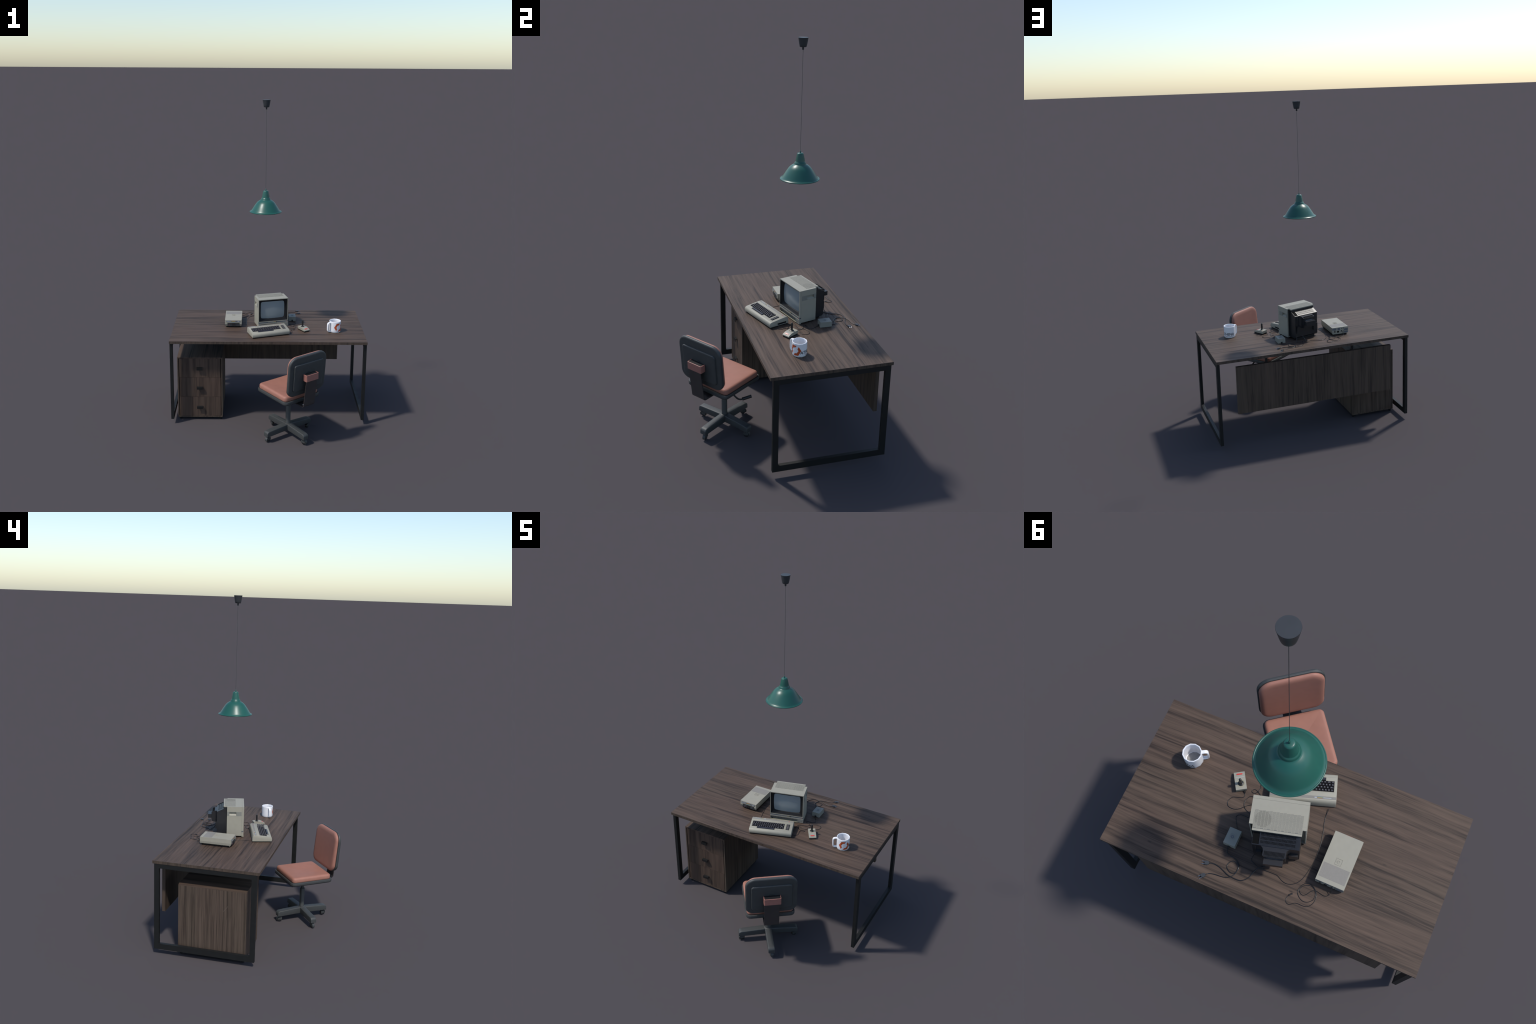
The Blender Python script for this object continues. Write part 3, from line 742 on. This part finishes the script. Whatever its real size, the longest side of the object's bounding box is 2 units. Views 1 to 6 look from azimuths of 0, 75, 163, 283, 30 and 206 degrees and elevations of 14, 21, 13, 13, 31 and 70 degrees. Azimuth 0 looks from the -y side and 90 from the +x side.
rows = [[1] * 16, [1.5] + [1] * 12 + [1.5] + [1], [1, 1] + [1] * 11 + [1, 2], [1, 1.5] + [1] * 10 + [1.5, 1, 1]]
starts = [.0125, .0118, .0108, .0108]
for r, row in enumerate(rows):
    y = .0665 - PITCH * (r + .5) - .0004
    x = starts[r]
    for w in row:
        if x + w * U > .1975: break
        k = put("key", kmesh, kb, (x + w * U / 2, y, ktop(y) - .0004), (slope_at(y), 0, 0), ((w - .06) / .94, 1, 1))
        x += w * U
sp = cap(.1000, .0112, .0044, .0960, .0076, plain("space_bar_brown", (.022, .021, .028), .4, .05), "space_bar")
put("space_bar", sp, kb, (.0935, .0164, ktop(.0164) - .0004), (slope_at(.0164), 0, 0))
fm = cap(.0178, .0104, .0046, .0140, .0068, M_FKEY, "function_key")
for i in range(4):
    y = .0255 + i * .0112
    put("function_key", fm, kb, (.2180, y, ktop(y) - .0003), (slope_at(y), 0, 0))

# ------------------------------------------------------------------ disk drive
dd = thing("disk_drive", "cream floppy disk drive with a dark slot and rainbow label", "disk drive", (-0.2222, 0.2145, DESK_Z))
DX, DY0, DY1 = 0.0540, -0.0950, 0.0950
def Zd(z): return z - DESK_Z
bm = bmesh.new()
o = lambda ix, f, b, z: [(-DX + ix, DY0 + f, Zd(z)), (DX - ix, DY0 + f, Zd(z)), (DX - ix, DY1 - b, Zd(z)), (-DX + ix, DY1 - b, Zd(z))]
loft(bm, [o(0, 0, 0, .5834), o(.0004, .0012, .0002, .6088)]); bevel_all(bm, .0022, 3)
put("upper_case", finish(bm, "upper_case", M_CREAM), dd)
bm = bmesh.new()
loft(bm, [o(.0035, .0085, .0010, .5662), o(.0012, .0028, .0004, .5735), o(.0002, 0, 0, .5826)]); bevel_all(bm, .0010, 2, 40)
lower = put("lower_case", finish(bm, "lower_case", M_CREAM), dd)
box("drive_core", dd, (-DX + .002, DY0 + .012, Zd(.5670)), (DX - .002, DY1 - .002, Zd(.6050)), M_GAP)
box("case_base", dd, (-DX + .008, DY0 + .014, 0), (DX - .008, DY1 - .008, Zd(.5668)), M_FOOT)
yf = DY0
box("name_plate", dd, (-.0452, yf - .0006, Zd(.5960)), (.0448, yf + .003, Zd(.6038)), M_SLATE, .0003, 1)
boxes("plate_lettering", dd, [((-.0425 + i * .0031, yf - .0009, Zd(.5982)), (-.0402 + i * .0031, yf - .0005, Zd(.6012))) for i in range(9)], M_SILVER, kind="stuff")
box("number_print", dd, (.0270, yf - .0009, Zd(.5982)), (.0398, yf - .0005, Zd(.6014)), M_SILVER)
for i, m in enumerate((M_BLUE, M_GREEN, M_YELLOW, M_ORANGE)):
    box("rainbow_stripe", dd, (-.0126, yf - .0010, Zd(.5960 + i * .00195)), (.0127, yf - .0004, Zd(.59795 + i * .00195)), m)
box("slot_panel", dd, (-.0380, yf - .0005, Zd(.5706)), (.0404, yf + .012, Zd(.5900)), M_BEZEL, .0006, 1)
boxes("slot_rail", dd, [((-.0370, yf - .0014, Zd(.5818)), (-.0085, yf, Zd(.5838))), ((.0115, yf - .0014, Zd(.5818)), (.0394, yf, Zd(.5838))),
                        ((-.0370, yf - .0010, Zd(.5736)), (.0394, yf, Zd(.5750)))], M_SLATE, .0004)
box("drive_latch", dd, (-.0085, yf - .0032, Zd(.5755)), (.0115, yf, Zd(.5850)), M_BLACK, .0010)
spin("drive_lamp", dd, [(.0012, 0), (.0012, .0007), (.0005, .0011)], M_RED, 10, (-.0263, yf - .0004, Zd(.5762)), rot=(math.pi / 2, 0, 0))
box("top_band", dd, (-.0490, .0258, Zd(.6075)), (.0490, .0792, Zd(.60905)), M_TAUPE)
ring_plate("emblem_frame", dd, -.0122, .0118, -.0122, .0122, -.0108, .0104, -.0108, .0108, 0, .0013, M_CREAM).matrix_local = Matrix.Translation((0, .0078, Zd(.6086))) @ Matrix.Rotation(math.pi / 2, 4, "X")
def emblem(name, parent, cx, cy, z, r, mat):
    """Round open-mouthed emblem: a C-shaped ring with two short bars."""
    bm = bmesh.new(); rings = []
    for i in range(21):
        a = math.radians(50 + 260 * i / 20)
        c, s = math.cos(a), math.sin(a)
        rings.append([(q * c, q * s, h) for q, h in ((r * .62, 0), (r, 0), (r, .0012), (r * .62, .0012))])
    loft(bm, rings)
    add_box(bm, (r * .35, r * .10, 0), (r * 1.15, r * .42, .0012)); add_box(bm, (r * .35, -r * .42, 0), (r * 1.15, -r * .10, .0012))
    return put(name, finish(bm, name, mat), parent, (cx, cy, z))
emblem("emblem", dd, 0, .0078, Zd(.6086), .0062, M_CREAM)
yb2 = DY1
boxes("rear_sticker", dd, [((.0260, yb2 - .001, Zd(.5925)), (.0520, yb2 + .0003, Zd(.6035))), ((.0010, yb2 - .001, Zd(.5900)), (.0165, yb2 + .0003, Zd(.6050))),
                           ((-.0510, yb2 - .001, Zd(.5845)), (-.0265, yb2 + .0003, Zd(.5970))), ((-.0500, yb2 - .001, Zd(.5695)), (-.0265, yb2 + .0003, Zd(.5805)))], M_SLATE)
boxes("rear_switch", dd, [((.0325, yb2 - .001, Zd(.5765)), (.0385, yb2 + .0010, Zd(.5905)))], M_BLACK, .0004)
boxes("power_inlet", dd, [((.0085, yb2 - .001, Zd(.5755)), (.0205, yb2 + .0008, Zd(.5862)))], M_GAP, .0004)
for x, z, r in ((-.0084, .5838, .0040), (-.0110, .5990, .0026), (-.0223, .6005, .0028)):
    spin("rear_socket", dd, [(r, 0), (r, .0012), (r * .55, .0013), (r * .5, .0004)], M_BLACK, 18, (x, yb2 - .0001, Zd(z)), rot=(-math.pi / 2, 0, 0))
boxes("rear_groove", dd, [((-.0215, yb2 - .001, Zd(.5690)), (-.0200, yb2 + .0002, Zd(.5900)))], M_GAP)

# ------------------------------------------------------------------ power supply
ps = thing("power_supply", "small grey-cream power supply box with black cable and plug", "power supply", (0.1640, 0.2835, DESK_Z))
def Zp(z): return z - DESK_Z
bm = bmesh.new()
q = lambda i, z: [(-.0232 + i, -.0315 + i, Zp(z)), (.0232 - i, -.0315 + i, Zp(z)), (.0232 - i, .0315 - i, Zp(z)), (-.0232 + i, .0315 - i, Zp(z))]
loft(bm, [q(0, .5592), q(.0006, .5882)]); bevel_all(bm, .0020, 3)
put("supply_case", finish(bm, "supply_case", M_PSU), ps)
ring_plate("emblem_frame", ps, -.0105, .0105, -.0105, .0105, -.0094, .0094, -.0094, .0094, 0, .0007, M_PSU).matrix_local = Matrix.Translation((0, 0, Zp(.5880))) @ Matrix.Rotation(math.pi / 2, 4, "X")
emblem("emblem", ps, 0, 0, Zp(.5880), .0058, M_SLATE)
boxes("cable_grommet", ps, [((-.0050, -.0345, Zp(.5600)), (.0050, -.0310, Zp(.5680))), ((-.0040, .0310, Zp(.5600)), (.0060, .0345, Zp(.5680)))], M_BLACK, .0008)
box("case_foot", ps, (-.020, -.028, 0), (.020, .028, Zp(.5595)), M_FOOT)

def lay(parent, pts, z=0.0012):
    """Points on the desk top, turned into a parent's local frame."""
    bpy.context.view_layer.update()
    inv = parent.matrix_world.inverted()
    out = []
    for p in pts:
        w = Vector((p[0], p[1], p[2] if len(p) > 2 else DESK_Z + z))
        out.append(inv @ w)
    return out
def mains_plug(parent, at, to, prong_dir=None):
    """Octagonal two-pin plug lying on the desk."""
    bpy.context.view_layer.update()
    inv = parent.matrix_world.inverted()
    d = Vector((to[0] - at[0], to[1] - at[1], 0)).normalized()
    yaw = math.atan2(d.y, d.x)
    bm = bmesh.new()
    body = [(-.0090, -.0030), (-.0045, -.0072), (.0050, -.0072), (.0075, -.0055), (.0075, .0055), (.0050, .0072), (-.0045, .0072), (-.0090, .0030)]
    prism(bm, body, .0004, .0072, 2); bevel_all(bm, .0012, 2)
    l = inv @ Vector((at[0], at[1], DESK_Z))
    r = yaw - parent.rotation_euler.z
    pl = put("mains_plug", finish(bm, "mains_plug", M_CANOPY), parent, l, (0, 0, r))
    for s in (-1, 1):
        put("plug_pin", spin_mesh, pl, (.0070, s * .0046, .0036), (0, math.pi / 2, 0))
    return pl
bm = bmesh.new()
loft(bm, [[(.0010 * math.cos(2 * math.pi * i / 10) * k, .0010 * math.sin(2 * math.pi * i / 10) * k, z) for i in range(10)] for k, z in ((1, 0), (1, .0105), (.5, .0115))])
spin_mesh = finish(bm, "plug_pin", M_CHROME)

mains_a = [(0.165, .3140, DESK_Z + .006), (0.1666, .3180), (0.1662, .3266), (0.1633, .3361), (0.1559, .3421), (0.1422, .3454), (0.1279, .3468), (0.1143, .3531), (0.1034, .3636), (0.0995, .377), (0.103, .3907),
           (0.1113, .3988), (0.1249, .3987), (0.1384, .3894), (0.1421, .3796), (0.1384, .3666), (0.1288, .3579), (0.1145, .3593), (0.1027, .3678, DESK_Z + .003), (0.1009, .3822, DESK_Z + .003), (0.1045, .4004),
           (0.1136, .4133, DESK_Z + .003), (0.1275, .4223), (0.1468, .4262), (0.1685, .4282), (0.1876, .4327), (0.1977, .4401, DESK_Z + .004)]
tube("mains_cable", ps, lay(ps, mains_a, .0015), .0016, M_CABLE)
mains_plug(ps, (0.2053, .4479), (0.2165, .4608))
dc = [(.1625, .2500, DESK_Z + .006), (.1660, .2430), (.1765, .2270), (.1830, .2145), (.1884, .2045), (.185, .1951), (.174, .1887), (.159, .1878), (.1452, .1874), (.1385, .1810), (.1493, .1717), (.1658, .166), (.1771, .1565), (.1827, .1444), (.1824, .1298), (.1763, .1158),
      (.1653, .1091), (.1418, .1127), (.1245, .1190), (.1215, .1080), (.1290, .0985), (.1431, .091), (.1549, .0838), (.1674, .0803), (.1757, .0879), (.1716, .0951), (.1603, .0927), (.1529, .0814, DESK_Z + .003), (.1506, .0657), (.1555, .0531), (.1535, .0370), (.1430, .0270), (.1290, .0230, DESK_Z + .006)]
tube("output_cable", ps, lay(ps, dc), .0012, M_CABLE)

mains_b = [(.0300, .3080, DESK_Z + .030), (.0180, .3200, DESK_Z + .010), (.0165, .3285), (.0282, .3401), (.0385, .3506), (.0453, .3656), (.0509, .3861), (.0607, .4009), (.074, .4111), (.092, .4144), (.1136, .4133), (.1321, .4093, DESK_Z + .003), (.1561, .4001), (.1765, .3953), (.1918, .3951), (.2040, .3990, DESK_Z + .004)]
tube("mains_cable", mon, lay(mon, mains_b, .0015), .0017, M_CABLE)
mains_plug(mon, (.2129, .402), (.2292, .4064))
sig = [(.0570, .3080, .7085), (.0560, .3120, .6900), (.0580, .3130, .6580), (.0630, .3120, .6070), (.0680, .3180, .5760), (.0720, .3240), (.0669, .331), (.0517, .3381), (.0345, .3428), (.0148, .3433, DESK_Z + .004), (-.0074, .3427), (-.0326, .3423), (-.0417, .3444), (-.0576, .3525), (-.0757, .357), (-.0926, .3534), (-.1063, .345),
       (-.1193, .3294), (-.1282, .3068), (-.1355, .2705), (-.1386, .2449), (-.1381, .2105), (-.1359, .1766), (-.1295, .1469), (-.1250, .1250), (-.1180, .1020), (-.1130, .0750), (-.1130, .0420, DESK_Z + .008)]
tube("signal_cable", mon, lay(mon, sig), .0011, M_CABLE)

serial = [(-.2325, .3090, .5842), (-.2346, .3180, .5800), (-.2349, .3260, .5700), (-.2318, .3349, .5605), (-.224, .3426), (-.2136, .3441), (-.2003, .3413), (-.1871, .339), (-.1782, .341), (-.1692, .3486), (-.1603, .3623), (-.1515, .3704), (-.1402, .3698), (-.1317, .3612), (-.1318, .35), (-.1385, .3397), (-.1479, .3331), (-.1613, .3298),
          (-.1737, .3331), (-.1836, .3423), (-.1894, .3546), (-.1889, .3695), (-.1807, .3817), (-.1692, .3891), (-.1551, .3903), (-.1399, .3835), (-.1286, .3712), (-.1263, .3574), (-.1302, .3433), (-.1405, .3301), (-.1545, .3253), (-.169, .3277), (-.181, .3361), (-.1899, .347), (-.1945, .361), (-.1945, .3769),
          (-.1885, .3917), (-.1753, .4035), (-.1606, .4062), (-.1446, .4059), (-.1314, .4092), (-.118, .4205), (-.1063, .4189), (-.0997, .4108), (-.0998, .3984), (-.1062, .3877)]
tube("serial_cable", dd, lay(dd, serial), .0011, M_CABLE)
tube("serial_plug", dd, lay(dd, [(-.1040, .3900, DESK_Z + .003), (-.1090, .3845, DESK_Z + .003), (-.1130, .3805, DESK_Z + .003)]), .0028, M_BLACK, 10, 2)

# ------------------------------------------------------------------ joystick
js = thing("joystick", "cream joystick with a black stick and red fire button", "joystick", (0.2315, 0.0338, DESK_Z), 32.1)
def Zj(z): return z - DESK_Z
jp = [(.0002, .5656), (-.0008, .5690), (.0002, .5712), (.0040, .5730), (.0120, .5768), (.0210, .5800), (.0290, .5815), (.0360, .5818), (.0725, .5818), (.0728, .5656)]
prism_part("joystick_case", js, [(y, Zj(z)) for y, z in jp], 0, .0408, M_CREAM, 0, .0009)
box("joystick_base", js, (.0012, .0015, .0002), (.0396, .0715, Zj(.5658)), M_FOOT)
bm = bmesh.new()
prism(bm, rounded_rect(-.0112, .0112, -.0027, .0027, .00265, 5), -.0010, .0013, 2); bevel_all(bm, .0005, 2)
put("fire_button", finish(bm, "fire_button", M_RED), js, (.0200, .0105, Zj(.5763)), (math.radians(22), 0, 0))
box("printed_line", js, (.0030, .0235, Zj(.5795)), (.0365, .0247, Zj(.5812)), M_SILVER)
SX, SY = .0198, .0484
spin("stick_ring", js, [(.0150, Zj(.5816)), (.0150, Zj(.58215)), (.0140, Zj(.58225)), (.0135, Zj(.5819))], M_CREAM_W, 40, (SX, SY, 0))
spin("stick_boot", js, [(.0112, Zj(.5816)), (.0112, Zj(.5826)), (.0095, Zj(.5836)), (.0066, Zj(.5850)), (.0056, Zj(.5880))], M_BLACK, 32, (SX, SY, 0))
spin("stick", js, [(.0054, Zj(.5840)), (.0056, Zj(.5950)), (.0057, Zj(.6040)), (.0053, Zj(.6100)), (.0053, Zj(.6215)), (.0048, Zj(.6245)), (.0035, Zj(.6256)), (.0005, Zj(.6258))], M_BLACK, 10, (SX, SY, 0))
tube("cable_boot", js, [(.0085, .0725, Zj(.5690)), (.0085, .0775, Zj(.5665)), (.0085, .0810, Zj(.5640))], .0022, M_BLACK, 10)
jc = [(.2004, .1010, DESK_Z + .006), (.1975, .1070, DESK_Z + .003), (.1949, .1125), (.1931, .1199), (.1978, .1267), (.2079, .1319), (.2274, .1371), (.2369, .1469), (.2416, .1602), (.2386, .1718), (.2297, .1792), (.2149, .1808), (.1995, .1771), (.1867, .1678), (.1772, .1581, DESK_Z + .003), (.1677, .1484), (.155, .1400), (.1350, .1330), (.1190, .1250), (.1120, .1120), (.1130, .0960), (.1120, .0840, DESK_Z + .008)]
tube("joystick_cable", js, lay(js, jc), .0012, M_CABLE)

# ------------------------------------------------------------------ mug
MC = (0.4278, 0.0622)
mug = thing("coffee_mug", "white faceted mug with orange hexagon emblem and black lettering", "mug", (*MC, DESK_Z))
NF, R0, PH = 12, 0.0371, math.radians(5.6)
def Zg(z): return z - DESK_Z
prof_out = [(.0325, .5585), (.0340, .5590), (.0358, .5625), (.0368, .5680), (R0, .5740), (R0, .6260), (.0370, .6296), (.0362, .6308)]
prof_in = [(.0338, .6308), (.0328, .6295), (.0325, .6240), (.0325, .5680), (.0315, .5640), (.0290, .5630)]
def mug_body():
    rings = [[(r * math.cos(PH + 2 * math.pi * i / NF), r * math.sin(PH + 2 * math.pi * i / NF), Zg(z)) for i in range(NF)] for r, z in prof_out + prof_in]
    bm = bmesh.new(); loft(bm, rings)
    bm.faces.ensure_lookup_table()
    for f in bm.faces:
        if len(f.verts) == NF and f.calc_center_median().z > Zg(.562): f.material_index = 1
    return put("mug_body", finish(bm, "mug_body", [M_MUG, M_MUGFLOOR], 50), mug)
mug_body()
HA = math.radians(210.5)
hpth = [(.0330, .6225), (.0450, .6232), (.0520, .6215), (.0552, .6165), (.0560, .6080), (.0562, .5920), (.0558, .5780), (.0545, .5715), (.0500, .5670), (.0430, .5655), (.0330, .5660)]
def mug_handle():
    bm = bmesh.new(); rings = []
    P = [Vector(p) for p in hpth]
    for i, p in enumerate(P):
        t = (P[min(i + 1, len(P) - 1)] - P[max(i - 1, 0)]).normalized(); n = Vector((-t.y, t.x))
        ring = []
        for a, b in rounded_rect(-.0070, .0070, -.0037, .0037, .0030, 3):
            c = p + n * b
            ring.append((c.x * math.cos(HA) - a * math.sin(HA), c.x * math.sin(HA) + a * math.cos(HA), Zg(c.y)))
        rings.append(ring)
    loft(bm, rings)
    return put("handle", finish(bm, "handle", M_MUG, 70), mug)
mug_handle()
def wrap(bm, name, mat, lift=0.0004):
    """Wrap a flat print (x = angle in degrees, y = height) round the faceted mug wall."""
    for k in range(-8, 9):
        ang = 5.6 + 30 * k
        bmesh.ops.bisect_plane(bm, geom=bm.verts[:] + bm.edges[:] + bm.faces[:], plane_co=(ang, 0, 0), plane_no=(1, 0, 0))
    ap = R0 * math.cos(math.pi / NF)
    for v in bm.verts:
        a = v.co.x
        mid = 5.6 + 30 * (math.floor((a - 5.6) / 30) + .5)
        rr = ap / math.cos(math.radians(a - mid)) + lift + v.co.z
        v.co = Vector((rr * math.cos(math.radians(a)), rr * math.sin(math.radians(a)), Zg(v.co.y)))
    me = bpy.data.meshes.new(name); bm.to_mesh(me); bm.free(); me.materials.append(mat)
    return put(name, me, mug)
half = [(-105.0, .5947), (-81.0, .6208), (-40.5, .6209), (-53.8, .6091), (-69.1, .6084), (-82.7, .5945), (-74.1, .5858), (-84.0, .5725)]
for flip in (False, True):
    bm = bmesh.new()
    pts = [(-108.2 - a, 1.1892 - z) if flip else (a, z) for a, z in half]
    for quad in ((0, 1, 4, 5), (1, 2, 3, 4), (0, 5, 6, 7)):
        bm.faces.new([bm.verts.new((pts[i][0], pts[i][1], 0)) for i in quad])
    bmesh.ops.remove_doubles(bm, verts=bm.verts[:], dist=1e-6)
    wrap(bm, "hexagon_emblem", M_LOGO)
def text_mesh(body, a0, a1, z0, z1, shear=0.12, weight=0.012):
    cu = bpy.data.curves.new("lettering", "FONT"); cu.body = body; cu.shear = shear; cu.offset = weight; cu.resolution_u = 3
    ob = bpy.data.objects.new("lettering_tmp", cu); COL.objects.link(ob)
    bpy.context.view_layer.update()
    me = bpy.data.meshes.new_from_object(ob.evaluated_get(bpy.context.evaluated_depsgraph_get()))
    bpy.data.objects.remove(ob)
    xs = [v.co.x for v in me.vertices]; ys = [v.co.y for v in me.vertices]
    bm = bmesh.new(); bm.from_mesh(me)
    for v in bm.verts:
        v.co = Vector((a0 + (a1 - a0) * (v.co.x - min(xs)) / (max(xs) - min(xs)), z0 + (z1 - z0) * (v.co.y - min(ys)) / (max(ys) - min(ys)), 0))
    return bm
wrap(text_mesh("ATHENA", -13.5, 121.0, .5765, .5928, 0.1, 0.02), "lettering", M_INK)
def dash(a0, a1, z0, z1):
    bm = bmesh.new()
    bm.faces.new([bm.verts.new(p) for p in ((a0, z0, 0), (a1, z0, 0), (a1, z1, 0), (a0, z1, 0))])
    return bm
wrap(dash(27, 56, .5708, .5730), "underline", M_LOGO)
wrap(dash(60, 122, .5712, .5726), "underline", M_INK)

# the desk, its cabinet and all that stands on it sit a hair higher than first measured
for o in (desk, mon, kb, dd, ps, js, mug):
    o.location.z += 0.0012
